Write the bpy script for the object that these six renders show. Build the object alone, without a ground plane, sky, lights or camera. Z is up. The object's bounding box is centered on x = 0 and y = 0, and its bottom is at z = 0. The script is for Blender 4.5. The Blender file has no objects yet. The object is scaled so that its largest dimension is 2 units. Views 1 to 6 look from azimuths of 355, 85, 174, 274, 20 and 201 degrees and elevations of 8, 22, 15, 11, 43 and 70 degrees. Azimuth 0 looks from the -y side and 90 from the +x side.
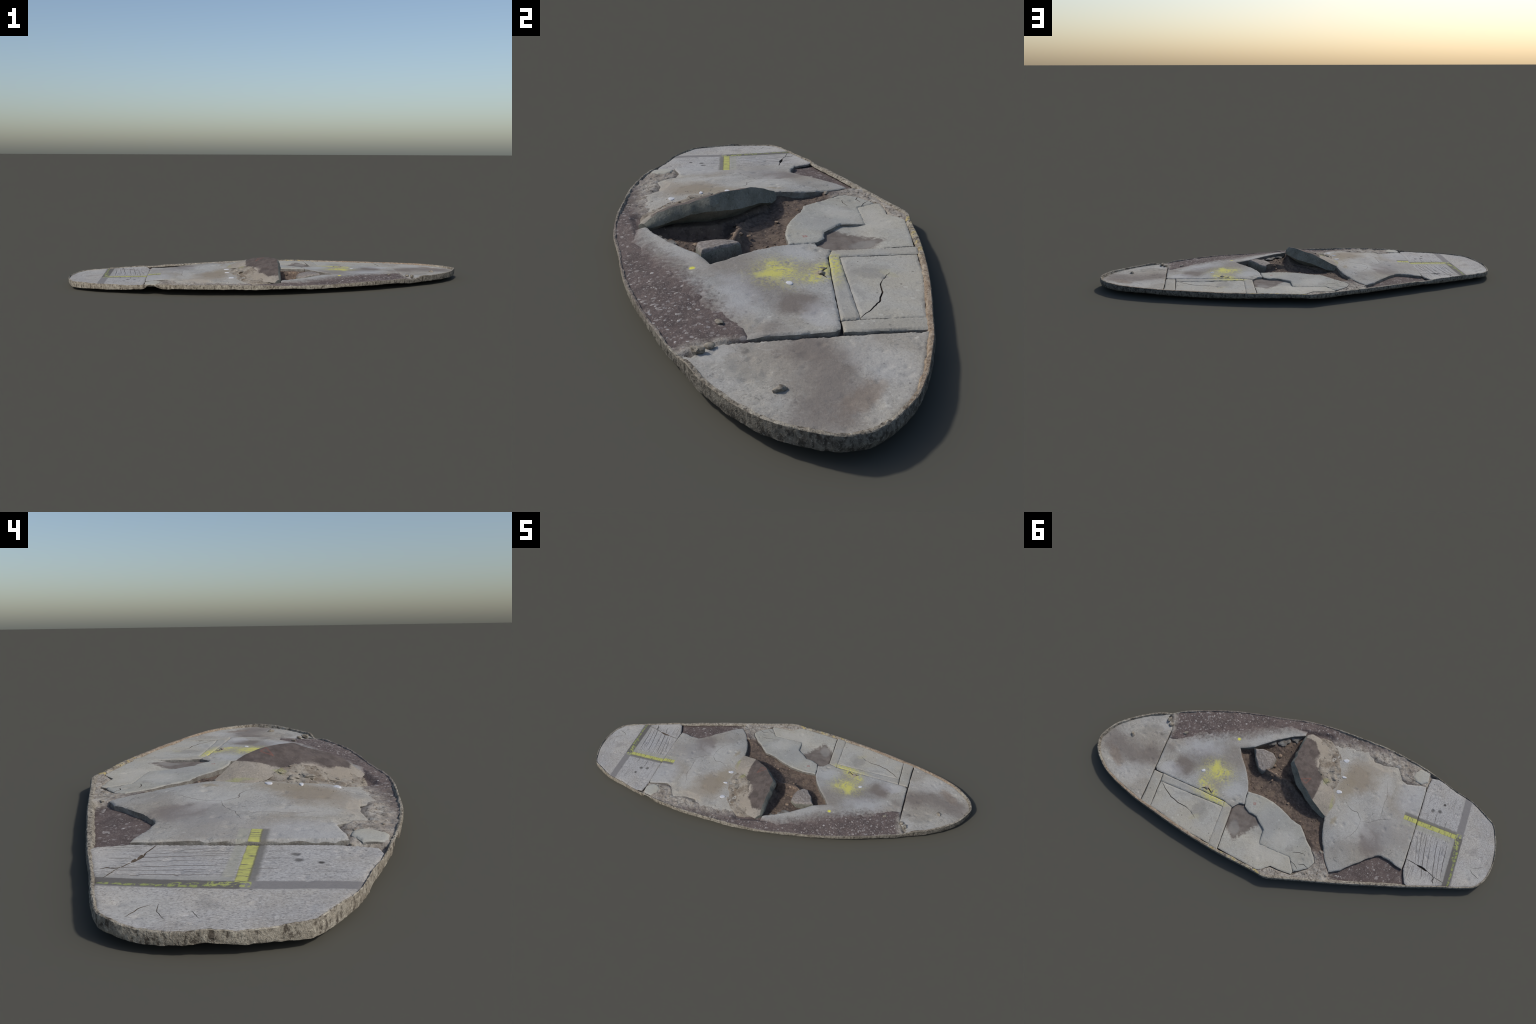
# Broken concrete pavement: a boat-shaped cut-out of cracked slabs lying on a soil bed,
# with a hole in the middle and one thick slab heaved up beside it.
import bpy, math, random
import numpy as np
from mathutils import Vector
from mathutils.geometry import delaunay_2d_cdt

random.seed(7)
RNG = np.random.default_rng(7)

# ---------------------------------------------------------------- noise
def _hash(ix, iy, seed):
    n = (ix * 374761393 + iy * 668265263 + seed * 974711) & 0xFFFFFFFF
    n = ((n ^ (n >> 13)) * 1274126177) & 0xFFFFFFFF
    n = (n ^ (n >> 16)) & 0xFFFFFFFF
    return n.astype(np.float64) / 4294967295.0

def vnoise(x, y, seed=0):
    """smooth value noise in -1..1"""
    x = np.asarray(x, float); y = np.asarray(y, float)
    ix = np.floor(x).astype(np.int64); iy = np.floor(y).astype(np.int64)
    fx = x - ix; fy = y - iy
    ux = fx * fx * fx * (fx * (fx * 6 - 15) + 10); uy = fy * fy * fy * (fy * (fy * 6 - 15) + 10)
    a = _hash(ix, iy, seed); b = _hash(ix + 1, iy, seed)
    c = _hash(ix, iy + 1, seed); d = _hash(ix + 1, iy + 1, seed)
    return 2 * ((a * (1 - ux) + b * ux) * (1 - uy) + (c * (1 - ux) + d * ux) * uy) - 1

def fbm(x, y, size, octaves=3, seed=0, gain=0.5):
    s = 0; amp = 1; tot = 0; f = 1.0 / size
    ca, sa = math.cos(0.6), math.sin(0.6)
    for o in range(octaves):
        s = s + amp * vnoise((x * ca - y * sa) * f + 13.1 * o, (x * sa + y * ca) * f - 7.7 * o, seed + o)
        tot += amp; amp *= gain; f *= 2.03
    return s / tot

def sstep(a, b, x):
    t = np.clip((np.asarray(x, float) - a) / (b - a), 0, 1)
    return t * t * (3 - 2 * t)

# ---------------------------------------------------------------- 2D helpers
def closed(p):
    p = np.asarray(p, float)
    return np.vstack([p, p[:1]])

def densify(p, step, close=True):
    q = closed(p) if close else np.asarray(p, float)
    out = []
    for a, b in zip(q[:-1], q[1:]):
        n = max(1, int(math.ceil(np.linalg.norm((b - a)[:2]) / step)))
        for i in range(n):
            out.append(a + (b - a) * i / n)
    if not close:
        out.append(q[-1])
    return np.array(out)

def smooth_closed(p, sub=8):
    """Catmull-Rom through all the columns of p, closed"""
    p = np.asarray(p, float); n = len(p); out = []
    for i in range(n):
        a, b, c, d = p[i - 1], p[i], p[(i + 1) % n], p[(i + 2) % n]
        for k in range(sub):
            t = k / sub
            out.append(0.5 * (2 * b + (c - a) * t + (2 * a - 5 * b + 4 * c - d) * t ** 2 + (3 * b - a - 3 * c + d) * t ** 3))
    return np.array(out)

def area2(p):
    x, y = p[:, 0], p[:, 1]
    return np.sum(x * np.roll(y, -1) - np.roll(x, -1) * y)

def seg_dist(P, line):
    """distance of points to an open polyline, and the place along it (0..1)"""
    best = np.full(len(P), 1e9); where = np.zeros(len(P))
    L = np.asarray(line, float)[:, :2]; m = len(L) - 1
    for i, (a, b) in enumerate(zip(L[:-1], L[1:])):
        d = b - a; dd = max(d @ d, 1e-12)
        t = np.clip(((P - a) @ d) / dd, 0, 1)
        r = np.hypot(P[:, 0] - a[0] - t * d[0], P[:, 1] - a[1] - t * d[1])
        k = r < best
        best[k] = r[k]; where[k] = (i + t[k]) / m
    return best, where

def inside(P, poly):
    x, y = P[:, 0], P[:, 1]; r = np.zeros(len(P), bool); q = closed(poly)[:, :2]
    for (x0, y0), (x1, y1) in zip(q[:-1], q[1:]):
        if y0 == y1:
            continue
        c = ((y0 > y) != (y1 > y)) & (x < (x1 - x0) * (y - y0) / (y1 - y0) + x0)
        r ^= c
    return r

def signed(P, poly):
    d, _ = seg_dist(P, closed(poly))
    return np.where(inside(P, poly), d, -d)

class Spline2D:
    """thin-plate surface through (x, y, z) control points"""
    def __init__(self, pts, reg=2e-4):
        p = np.array(pts, float); self.c = p[:, :2]; n = len(p)
        A = np.zeros((n + 3, n + 3)); A[:n, :n] = self._k(self.c) + reg * np.eye(n)
        A[:n, n] = 1; A[:n, n + 1:] = self.c; A[n:, :n] = A[:n, n:].T
        self.w = np.linalg.solve(A, np.r_[p[:, 2], 0, 0, 0])
    def _k(self, P):
        r2 = ((P[:, None, :] - self.c[None]) ** 2).sum(2)
        return np.where(r2 > 1e-14, 0.5 * r2 * np.log(np.maximum(r2, 1e-14)), 0)
    def __call__(self, P):
        out = np.empty(len(P))
        for i in range(0, len(P), 20000):
            q = P[i:i + 20000]
            out[i:i + 20000] = self._k(q) @ self.w[:-3] + self.w[-3] + q @ self.w[-2:]
        return out

# ---------------------------------------------------------------- the measured form
# rim, going round: x, y, height of the top edge, height of the lower edge
RIM = [
    (0.995, 0.055, .049, .019), (1.000, 0.017, .052, .022), (0.984, -0.028, .053, .022), (0.947, -0.084, .051, .021),
    (0.888, -0.136, .048, .021), (0.812, -0.185, .048, .021), (0.757, -0.210, .049, .021), (0.711, -0.227, .038, .018),
    (0.657, -0.254, .042, .022), (0.574, -0.287, .045, .027), (0.471, -0.322, .046, .026), (0.374, -0.348, .044, .027),
    (0.276, -0.367, .042, .025), (0.177, -0.385, .041, .024), (0.060, -0.408, .044, .031), (-0.042, -0.414, .048, .029),
    (-0.124, -0.415, .050, .029), (-0.208, -0.410, .050, .030), (-0.290, -0.405, .051, .031), (-0.373, -0.399, .050, .031),
    (-0.458, -0.384, .050, .031), (-0.520, -0.368, .050, .029), (-0.546, -0.361, .050, .036), (-0.562, -0.357, .049, .043),
    (-0.592, -0.349, .048, .043), (-0.612, -0.343, .046, .027), (-0.673, -0.322, .041, .021), (-0.749, -0.293, .040, .017),
    (-0.801, -0.278, .041, .015), (-0.855, -0.257, .041, .015), (-0.912, -0.221, .040, .013), (-0.957, -0.189, .040, .013),
    (-0.980, -0.136, .038, .015), (-0.993, -0.090, .036, .016), (-1.000, -0.033, .037, .021), (-0.999, 0.016, .036, .016),
    (-0.989, 0.066, .036, .015), (-0.971, 0.103, .038, .014), (-0.942, 0.135, .041, .016), (-0.881, 0.160, .042, .017),
    (-0.779, 0.192, .044, .017), (-0.700, 0.219, .045, .018), (-0.649, 0.236, .044, .021), (-0.592, 0.253, .041, .023),
    (-0.536, 0.270, .045, .023), (-0.443, 0.297, .044, .023), (-0.390, 0.313, .045, .023), (-0.302, 0.337, .044, .021),
    (-0.170, 0.371, .045, .021), (-0.086, 0.393, .046, .020), (-0.016, 0.410, .046, .022), (0.050, 0.400, .046, .025),
    (0.184, 0.381, .047, .023), (0.249, 0.370, .047, .020), (0.330, 0.354, .046, .018), (0.411, 0.336, .046, .016),
    (0.501, 0.313, .046, .016), (0.640, 0.273, .046, .017), (0.706, 0.254, .046, .020), (0.758, 0.234, .047, .021),
    (0.833, 0.203, .048, .020), (0.909, 0.160, .048, .016), (0.962, 0.111, .048, .016), (0.985, 0.080, .048, .018)]
RIM = np.array(RIM)
RIM[:, 1] += np.where(RIM[:, 1] < -.37, .003, 0)
RIM[:, 3] += np.where(RIM[:, 1] > .1, .0025, 0)

# walking surface: x, y, z
RIM_IN = [(r[0] * .995, r[1] * .99, r[2] - .002) for r in RIM[::2]]
GRADE = [r for r in RIM_IN if -.66 < r[0] < .72]
GRADE += [(.72, .2, .046), (.72, -.1, .046), (.667, .083, .048), (.623, .131, .0475), (.445, .014, .0505),
          (.337, -.198, .053), (.311, -.156, .0535), (.204, .032, .050), (.223, .113, .0475), (.291, .156, .0475), (.297, .339, .044),
          (.487, -.001, .049), (.455, -.174, .053), (.45, .22, .045), (.6, -.15, .046), (.248, -.181, .055), (.167, -.248, .055), (.07, -.305, .056), (.022, -.326, .056),
          (.041, .06, .053), (.151, .09, .0485), (-.101, .125, .054), (-.175, .208, .049), (.067, .2, .0495), (.064, .267, .0445), (-.05, .2, .0475),
          (-.06, -.36, .050), (-.201, -.259, .059), (-.216, -.171, .068), (-.215, -.091, .071), (-.2, -.03, .072),
          (-.189, .048, .072), (-.196, .108, .066), (-.225, .19, .056), (-.287, .287, .046), (-.34, -.1, .063), (-.31, .021, .064),
          (-.268, .135, .065), (-.303, .102, .066), (-.494, .136, .050), (-.605, .162, .043), (-.548, -.073, .051), (-.567, -.308, .050), (-.45, -.2, .055),
          (-.42, .04, .058), (-.50, -.03, .0565), (.0, .25, .0445), (-.605, .05, .047), (-.605, -.15, .050), (-.605, -.25, .0505), (-.64, 0, .046), (-.25, -.33, .050), (-.186, -.316, .047), (-.13, -.30, .046)]
TAIL_GRADE = [r for r in RIM_IN if r[0] < -.6] + [(-.62, -.2, .042), (-.612, .073, .0395), (-.703, -.264, .040), (-.656, -.204, .040), (-.694, -.216, .041),
          (-.85, -.096, .037), (-.804, -.087, .038), (-.8, .12, .040), (-.95, 0, .036), (-.94, -.14, .037), (-.64, .18, .040), (-.55, 0, .040)]
NOSE_GRADE = [r for r in RIM_IN if .66 < r[0] < .74] + [(.897, .067, .039), (.676, .07, .042), (.682, .244, .043), (.854, -.05, .041), (.955, .05, .040), (.955, -.03, .0405),
          (.70, -.15, .040), (.8, -.165, .041), (.8, .19, .042), (.76, .05, .0425), (.90, .14, .041), (.90, -.1, .041), (.6, .05, .042)]
grade_spline, tail_spline, nose_spline = Spline2D(GRADE), Spline2D(TAIL_GRADE), Spline2D(NOSE_GRADE)
def grade(P):
    x = P[:, 0]
    t = sstep(-.6075, -.6115, x); n = sstep(.6735, .678, x)     # the two end slabs have sunk
    return grade_spline(P) * (1 - t - n) + tail_spline(P) * t + nose_spline(P) * n - .0008

HOLE = np.array([(.314, -.155), (.294, -.118), (.249, -.059), (.219, -.002), (.203, .040), (.133, .041), (.065, .053), (.008, .079),
        (-.041, .107), (-.094, .123), (-.120, .149), (-.142, .180), (-.173, .209), (-.178, .224), (-.205, .232), (-.222, .214),
        (-.218, .174), (-.198, .105), (-.185, .055), (-.150, .024), (-.110, .005), (-.064, -.030), (-.014, -.075), (.021, -.118), (.033, -.150), (.031, -.20), (.028, -.25), (.026, -.295), (.029, -.326),
        (.097, -.292), (.155, -.256), (.206, -.216), (.249, -.183)])
FLOOR = Spline2D([(.0, .036, .036), (-.036, .07, .039), (-.129, .111, .041), (-.083, .103, .043), (.115, -.047, .033), (.222, -.037, .017), (.25, -.08, .011),
        (.176, .012, .025), (.15, -.03, .024), (-.18, .21, .045), (-.2, .13, .038), (.29, -.13, .020), (.22, -.15, .010), (.05, -.02, .033),
        (-.02, .0, .033), (.13, -.2, .028), (-.1, .04, .035), (-.16, .07, .045), (.0, -.2, .026), (.12, -.26, .033), (.17, -.22, .024), (.06, -.29, .028)])
POCKET = np.array([(.118, -.098), (.08, -.088), (.035, -.083), (-.02, -.05), (-.08, -.005), (-.13, .030), (-.105, .012), (-.058, -.024),
        (-.006, -.07), (.026, -.115), (.036, -.15), (.032, -.2), (.028, -.25), (.036, -.305), (.07, -.265), (.11, -.21), (.15, -.16)])
SILL = [(.155, -.092, .054), (.129, -.083, .062), (.108, -.078, .061), (.08, -.074, .057), (.04, -.071, .052), (.01, -.055, .049), (-.03, -.03, .045), (-.07, .0, .042)]

def bed_height(P):
    x, y = P[:, 0], P[:, 1]
    g = grade(P)
    d_edge, s = seg_dist(P, closed(RIM[:, :2]))
    cover = np.full(len(P), -.014)                          # under the slabs the bed lies deeper
    def bare(poly, level, soft=.012):
        nonlocal cover
        m = sstep(-soft, soft, signed(P, np.array(poly)))
        cover = cover * (1 - m) + level * m
    bare(ASPHALT, -.0015); bare(TRIANGLE, -.013, .004); bare(RUBBLE_LEFT, -.003, .015); bare(RUBBLE_RIGHT, -.001, .006)
    z = g + cover
    # coarse relief of the bare ground
    asp = sstep(-.005, .02, signed(P, np.array(ASPHALT)))
    rub = np.maximum(sstep(-.005, .02, signed(P, np.array(RUBBLE_LEFT))), .6 * sstep(-.005, .015, signed(P, np.array(RUBBLE_RIGHT))))
    z = z + asp * (.0022 * fbm(x, y, .035, 3, 3) + .0012 * fbm(x, y, .009, 2, 4))
    lump = np.abs(fbm(x, y, .028, 3, 8))
    z = z + rub * (.0068 * (lump - .2) + .0016 * fbm(x, y, .008, 2, 9))
    # the hole
    wob = .007 * fbm(x, y, .05, 2, 21)
    d = signed(P, HOLE) + wob
    fl = FLOOR(P) + .0035 * fbm(x, y, .05, 3, 31) + .0065 * (np.abs(fbm(x, y, .026, 4, 33, .6)) - .2)
    pk = sstep(-.006, .022, signed(P, POCKET) + .5 * wob)
    deep = .021 - .012 * sstep(.10, .0, x) + .004 * fbm(x, y, .06, 2, 37)
    fl = fl * (1 - pk) + np.minimum(fl, np.maximum(deep, .0035)) * pk
    ds, t = seg_dist(P, SILL)
    crest = np.interp(t, np.linspace(0, 1, len(SILL)), [p[2] for p in SILL]) + .003 * fbm(x, y, .02, 2, 41)
    ridge = np.exp(-(ds / .014) ** 2)
    fl = np.maximum(fl, fl + (crest - fl) * ridge)
    m = sstep(-.007, .012, d)
    z = z * (1 - m) + fl * m
    return np.maximum(z, .003)

ASPHALT = [(.70, -.20), (.672, -.09), (.60, -.095), (.52, -.115), (.44, -.15), (.36, -.20), (.28, -.255), (.15, -.325), (.05, -.345),
           (-.06, -.365), (-.16, -.37), (-.26, -.375), (-.30, -.44), (0, -.46), (.3, -.42), (.6, -.33), (.73, -.26)]
TRIANGLE = [(-.285, .288), (-.334, .264), (-.432, .175), (-.492, .134), (-.549, .149), (-.606, .166), (-.632, .21), (-.65, .26), (-.45, .32), (-.285, .36)]
RUBBLE_LEFT = [(-.10, -.36), (-.12, -.28), (-.16, -.22), (-.205, -.30), (-.25, -.31), (-.33, -.32), (-.38, -.30), (-.45, -.315), (-.47, -.27),
               (-.50, -.25), (-.56, -.25), (-.612, -.26), (-.615, -.37), (-.3, -.44), (-.1, -.44)]
RUBBLE_RIGHT = [(-.176, .212), (-.205, .215), (-.232, .20), (-.255, .25), (-.286, .289), (-.285, .36), (-.15, .40), (.0, .43), (.045, .40),
                (.03, .385), (-.021, .355), (-.058, .358), (-.125, .358), (-.19, .304), (-.208, .27), (-.20, .248)]

# ---------------------------------------------------------------- node helpers
class Mat:
    def __init__(self, name):
        self.m = bpy.data.materials.new(name); self.m.use_nodes = True
        self.t = self.m.node_tree; self.n = self.t.nodes; self.n.clear()
        self.out = self.n.new("ShaderNodeOutputMaterial")
        self.bsdf = self.n.new("ShaderNodeBsdfPrincipled")
        self.t.links.new(self.bsdf.outputs[0], self.out.inputs[0])
        self.bsdf.inputs["Roughness"].default_value = .9
        self.bsdf.inputs["Specular IOR Level"].default_value = .25
        self.P = self.n.new("ShaderNodeTexCoord").outputs["Object"]
        self._warps = {}
    def put(self, sock, v):
        if isinstance(v, bpy.types.NodeSocket):
            self.t.links.new(v, sock)
        elif v is not None:
            try:
                sock.default_value = v
            except Exception:
                sock.default_value = (*v, 1)
    def math(self, op, a, b=None, c=None, clamp=False):
        n = self.n.new("ShaderNodeMath"); n.operation = op; n.use_clamp = clamp
        for i, v in enumerate((a, b, c)):
            if v is not None:
                self.put(n.inputs[i], v)
        return n.outputs[0]
    def vmath(self, op, a, b=None, scale=None):
        n = self.n.new("ShaderNodeVectorMath"); n.operation = op
        self.put(n.inputs[0], a)
        if b is not None:
            self.put(n.inputs[1], b)
        if scale is not None:
            n.inputs["Scale"].default_value = scale
        return n.outputs["Value"] if op in ("LENGTH", "DISTANCE", "DOT_PRODUCT") else n.outputs[0]
    def noise(self, size, detail=3, rough=.55, dist=0., vec=None, stretch=None, color=False):
        n = self.n.new("ShaderNodeTexNoise")
        v = vec if vec is not None else self.P
        if stretch:
            mp = self.n.new("ShaderNodeMapping"); mp.inputs["Scale"].default_value = stretch
            self.t.links.new(v, mp.inputs["Vector"]); v = mp.outputs[0]
        self.t.links.new(v, n.inputs["Vector"])
        n.inputs["Scale"].default_value = 1 / size; n.inputs["Detail"].default_value = detail
        n.inputs["Roughness"].default_value = rough; n.inputs["Distortion"].default_value = dist
        return n.outputs["Color"] if color else n.outputs[0]
    def voronoi(self, size, feature="F1", rnd=1., vec=None):
        n = self.n.new("ShaderNodeTexVoronoi"); n.feature = feature
        self.t.links.new(vec if vec is not None else self.P, n.inputs["Vector"])
        n.inputs["Scale"].default_value = 1 / size; n.inputs["Randomness"].default_value = rnd
        return n
    def ramp(self, v, a, b, lo=0., hi=1., smooth=True):
        n = self.n.new("ShaderNodeMapRange"); n.interpolation_type = "SMOOTHSTEP" if smooth else "LINEAR"
        self.put(n.inputs[0], v)
        for i, k in zip((1, 2, 3, 4), (a, b, lo, hi)):
            n.inputs[i].default_value = k
        return n.outputs[0]
    def mix(self, f, a, b, mode="MIX"):
        n = self.n.new("ShaderNodeMix"); n.data_type = "RGBA"; n.blend_type = mode
        self.put(n.inputs[0], f); self.put(n.inputs[6], a); self.put(n.inputs[7], b)
        return n.outputs[2]
    def warp(self, size, amp):
        if amp == 0:
            return self.P
        if (size, amp) not in self._warps:
            c = self.vmath("SUBTRACT", self.noise(size, 3, .6, color=True), (.5, .5, .5))
            self._warps[(size, amp)] = self.vmath("ADD", self.P, self.vmath("SCALE", c, scale=amp * 2))
        return self._warps[(size, amp)]
    def local(self, vec, loc, size, rot=0.):
        n = self.n.new("ShaderNodeMapping"); n.vector_type = "TEXTURE"
        n.inputs["Location"].default_value = (loc[0], loc[1], 0)
        n.inputs["Rotation"].default_value = (0, 0, math.radians(rot))
        n.inputs["Scale"].default_value = (size[0], size[1], 1e4)
        self.t.links.new(vec, n.inputs["Vector"])
        return n.outputs[0]
    def blob(self, loc, size, rot=0., soft=.5, warp=.02, wsize=.06, grain=0., gsize=.006):
        d = self.vmath("LENGTH", self.local(self.warp(wsize, warp), loc, size, rot))
        if grain:
            d = self.math("ADD", d, self.math("MULTIPLY", self.math("SUBTRACT", self.noise(gsize, 3, .7), .5), grain))
        return self.ramp(d, 1 + soft, max(0, 1 - soft))
    def box(self, loc, size, rot=0., soft=.06, warp=.002, wsize=.02, grain=0., gsize=.006):
        a = self.vmath("ABSOLUTE", self.local(self.warp(wsize, warp), loc, (1, 1), rot))
        s = self.n.new("ShaderNodeSeparateXYZ"); self.t.links.new(a, s.inputs[0])
        d = self.math("MAXIMUM", self.math("SUBTRACT", s.outputs[0], size[0]), self.math("SUBTRACT", s.outputs[1], size[1]))
        if grain:
            d = self.math("ADD", d, self.math("MULTIPLY", self.math("SUBTRACT", self.noise(gsize, 3, .7), .5), grain))
        return self.ramp(d, soft, -soft)
    def side(self, loc, rot, soft=.03, warp=.02, wsize=.06, grain=0., gsize=.006):
        """1 on the side that 'rot' (degrees) points to"""
        r = math.radians(rot)
        d = self.vmath("DOT_PRODUCT", self.vmath("SUBTRACT", self.warp(wsize, warp), (loc[0], loc[1], 0)), (math.cos(r), math.sin(r), 0))
        if grain:
            d = self.math("ADD", d, self.math("MULTIPLY", self.math("SUBTRACT", self.noise(gsize, 3, .7), .5), grain))
        return self.ramp(d, -soft, soft)
    def stroke(self, a, b, w, soft=.001, warp=.0015, wsize=.012):
        a = np.array(a); b = np.array(b); c = (a + b) / 2; d = b - a
        return self.box(c, (np.hypot(*d) / 2, w / 2), math.degrees(math.atan2(d[1], d[0])), soft, warp, wsize)
    def times(self, a, b):
        return self.math("MULTIPLY", a, b)
    def done(self, color, bump=None, strength=.4, dist=.002):
        self.put(self.bsdf.inputs["Base Color"], color)
        if bump is not None:
            n = self.n.new("ShaderNodeBump"); n.inputs["Strength"].default_value = strength
            n.inputs["Distance"].default_value = dist
            self.t.links.new(bump, n.inputs["Height"]); self.t.links.new(n.outputs[0], self.bsdf.inputs["Normal"])
        return self.m

STAIN = (.165, .140, .122)
YELLOW = (.53, .50, .14)
ASPH = (.116, .090, .083)
SOIL = (.122, .092, .074)
BEIGE = (.40, .36, .29)

def concrete_base(M, tone, cool=.5, mottled=1., speck=1.):
    """cast concrete: cloudy grey, sandy grain, small dark pits"""
    t = np.array(tone) * (1.025, 1.005, .960)
    warm = tuple(t * (1.03, 1.0, .95)); blue = tuple(t * (.99, 1.0, 1.03))
    c = M.mix(M.ramp(M.noise(.16, 2), .35, .65), warm, blue) if cool < 1 else blue
    c = M.mix(M.ramp(M.noise(.11, 4, .6), .36, .62, 0, .30 * mottled), c, tuple(t * .66))
    g = M.noise(.0042, 3, .65)
    c = M.mix(M.ramp(g, .45, .31, 0, .6 * speck), c, tuple(t * .42))
    c = M.mix(M.ramp(g, .56, .70, 0, .55 * speck), c, tuple(np.minimum(t * 1.45, .75)))
    big = M.noise(.014, 4, .65)
    c = M.mix(M.ramp(big, .41, .28, 0, .5 * speck), c, tuple(t * .5))
    c = M.mix(M.ramp(big, .59, .73, 0, .42 * speck), c, tuple(np.minimum(t * 1.3, .72)))
    c = M.mix(M.ramp(M.noise(.22, 5, .62, .3), .48, .68, 0, .48 * mottled), c, (.245, .212, .172))     # grime
    # scuffs and hairlines
    sc = M.noise(.03, 6, .72, .8)
    c = M.mix(M.ramp(sc, .57, .68, 0, .45 * speck), c, tuple(np.minimum(t * 1.28, .72)))
    c = M.mix(M.ramp(sc, .43, .33, 0, .40 * speck), c, tuple(t * .60))
    vein = M.math("ABSOLUTE", M.math("SUBTRACT", M.noise(.07, 4, .6, .5), .5))
    c = M.mix(M.times(M.ramp(vein, .010, .002, 0, .55 * speck), M.ramp(M.noise(.05, 2), .52, .62)), c, tuple(t * .4))
    # sparse pits
    v = M.voronoi(.022, vec=M.warp(.012, .003))
    pit = M.ramp(v.outputs["Distance"], .15, .09)
    rnd = M.n.new("ShaderNodeSeparateColor"); M.t.links.new(v.outputs["Color"], rnd.inputs[0])
    c = M.mix(M.times(pit, M.ramp(rnd.outputs[0], .84, .87, 0, .65)), c, (.085, .076, .068))
    c = M.mix(M.times(M.ramp(v.outputs["Distance"], .26, .17), M.ramp(rnd.outputs[1], .90, .92, 0, .5)), c, tuple(np.minimum(t * 1.35, .6)))
    return c, M.math("ADD", M.math("ADD", M.math("MULTIPLY", g, .6), M.math("MULTIPLY", big, 1.0)), M.math("MULTIPLY", sc, .8))

def asphalt_color(M):
    """old brown tarmac with pale stone chips"""
    c = M.mix(M.ramp(M.noise(.06, 4, .6), .3, .7), tuple(np.array(ASPH) * .8), tuple(np.array(ASPH) * 1.2))
    fine = M.noise(.004, 4, .7)
    c = M.mix(M.ramp(fine, .56, .70, 0, .8), c, (.34, .30, .28))
    c = M.mix(M.ramp(fine, .42, .30, 0, .6), c, (.045, .035, .035))
    W = M.warp(.008, .004)
    for size, keep, r in ((.011, .80, .36), (.024, .86, .30)):
        v = M.voronoi(size, vec=W)
        s = M.n.new("ShaderNodeSeparateColor"); M.t.links.new(v.outputs["Color"], s.inputs[0])
        m = M.times(M.ramp(v.outputs["Distance"], r + .08, r - .05), M.ramp(s.outputs[0], keep, keep + .04))
        c = M.mix(M.times(m, .6), c, M.mix(s.outputs[1], (.22, .19, .175), (.42, .39, .37)))
    streak = M.noise(.013, 5, .75, 1.2)
    c = M.mix(M.ramp(streak, .57, .66, 0, .45), c, (.36, .32, .29))
    return c, M.math("ADD", fine, M.noise(.01, 3))

def beige_color(M):
    """crumbled concrete: pale sand and pebbles with dark gaps"""
    c = M.mix(M.ramp(M.noise(.03, 4, .6), .3, .7), (.26, .225, .185), (.43, .40, .35))
    f = M.noise(.0065, 4, .7)
    c = M.mix(M.ramp(f, .46, .35, 0, .85), c, (.085, .07, .056))
    c = M.mix(M.ramp(f, .57, .70, 0, .65), c, (.47, .44, .385))
    c = M.mix(M.ramp(M.noise(.02, 4, .65), .44, .34, 0, .6), c, (.12, .098, .08))
    return c, M.math("ADD", f, M.noise(.015, 3))

def layer(M, c, L):
    kind, col, strength = L[0], L[1], L[2]
    kw = L[3]
    kw = dict(kw); wear = kw.pop("wear", None)
    m = getattr(M, kind)(**kw)
    if wear:                                     # flaked paint: (size, low, high, stretch)
        m = M.times(m, M.ramp(M.noise(wear[0], 4, .65, stretch=wear[3]), wear[1], wear[2]))
    return M.mix(M.times(m, strength), c, col)

def concrete(name, tone, layers=(), cool=.5, mottled=1., speck=1., bump=.4, asphalt=None, extra=None):
    M = Mat(name)
    c, h = concrete_base(M, tone, cool, mottled, speck)
    if extra:
        c, h = extra(M, c, h)
    for L in layers:
        c = layer(M, c, L)
    if asphalt:
        a, ha = asphalt_color(M)
        m = 1.0
        for kw in asphalt:                       # below all of these lines
            m = M.times(m, M.side(**kw))
        m = M.math("MAXIMUM", m, M.blob((.045, -.383), (.10, .048), 0, .45, .02, grain=.9, gsize=.012))
        c = M.mix(m, c, a)
    return M.done(c, h, bump, .0028)

def stain(x, y, rx, ry, rot=0, k=.8, soft=.5, col=STAIN, warp=.04, grain=.65):
    return ("blob", col, k, dict(loc=(x, y), size=(rx, ry), rot=rot, soft=soft, warp=warp, grain=grain))

# ---------------------------------------------------------------- mesh helpers
ROOT = bpy.data.objects.new("broken_pavement", None)
bpy.context.scene.collection.objects.link(ROOT)
ROOT["label"] = "boat-shaped cut-out of cracked concrete pavement around a hole"
ROOT["category"] = "broken pavement"

def add_object(name, verts, faces, mats, slots=None, parent=None, sharp=45):
    me = bpy.data.meshes.new(name)
    me.from_pydata([tuple(map(float, v)) for v in verts], [], [list(map(int, f)) for f in faces])
    for m in mats:
        me.materials.append(m)
    if slots is not None:
        me.polygons.foreach_set("material_index", np.asarray(slots, np.int32))
    me.polygons.foreach_set("use_smooth", np.ones(len(me.polygons), bool))
    me.update()
    me.set_sharp_from_angle(angle=math.radians(sharp))
    ob = bpy.data.objects.new(name, me)
    bpy.context.scene.collection.objects.link(ob)
    ob.parent = parent or ROOT
    return ob

def rough_edge(poly, amp, size, seed, step):
    p = densify(poly, step)
    t = np.roll(p, -1, 0) - np.roll(p, 1, 0)
    t /= np.maximum(np.linalg.norm(t, axis=1, keepdims=True), 1e-9)
    nrm = np.c_[t[:, 1], -t[:, 0]]
    k = fbm(p[:, 0], p[:, 1], size, 2, seed, .5)
    return p + nrm * (amp * k)[:, None]

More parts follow.
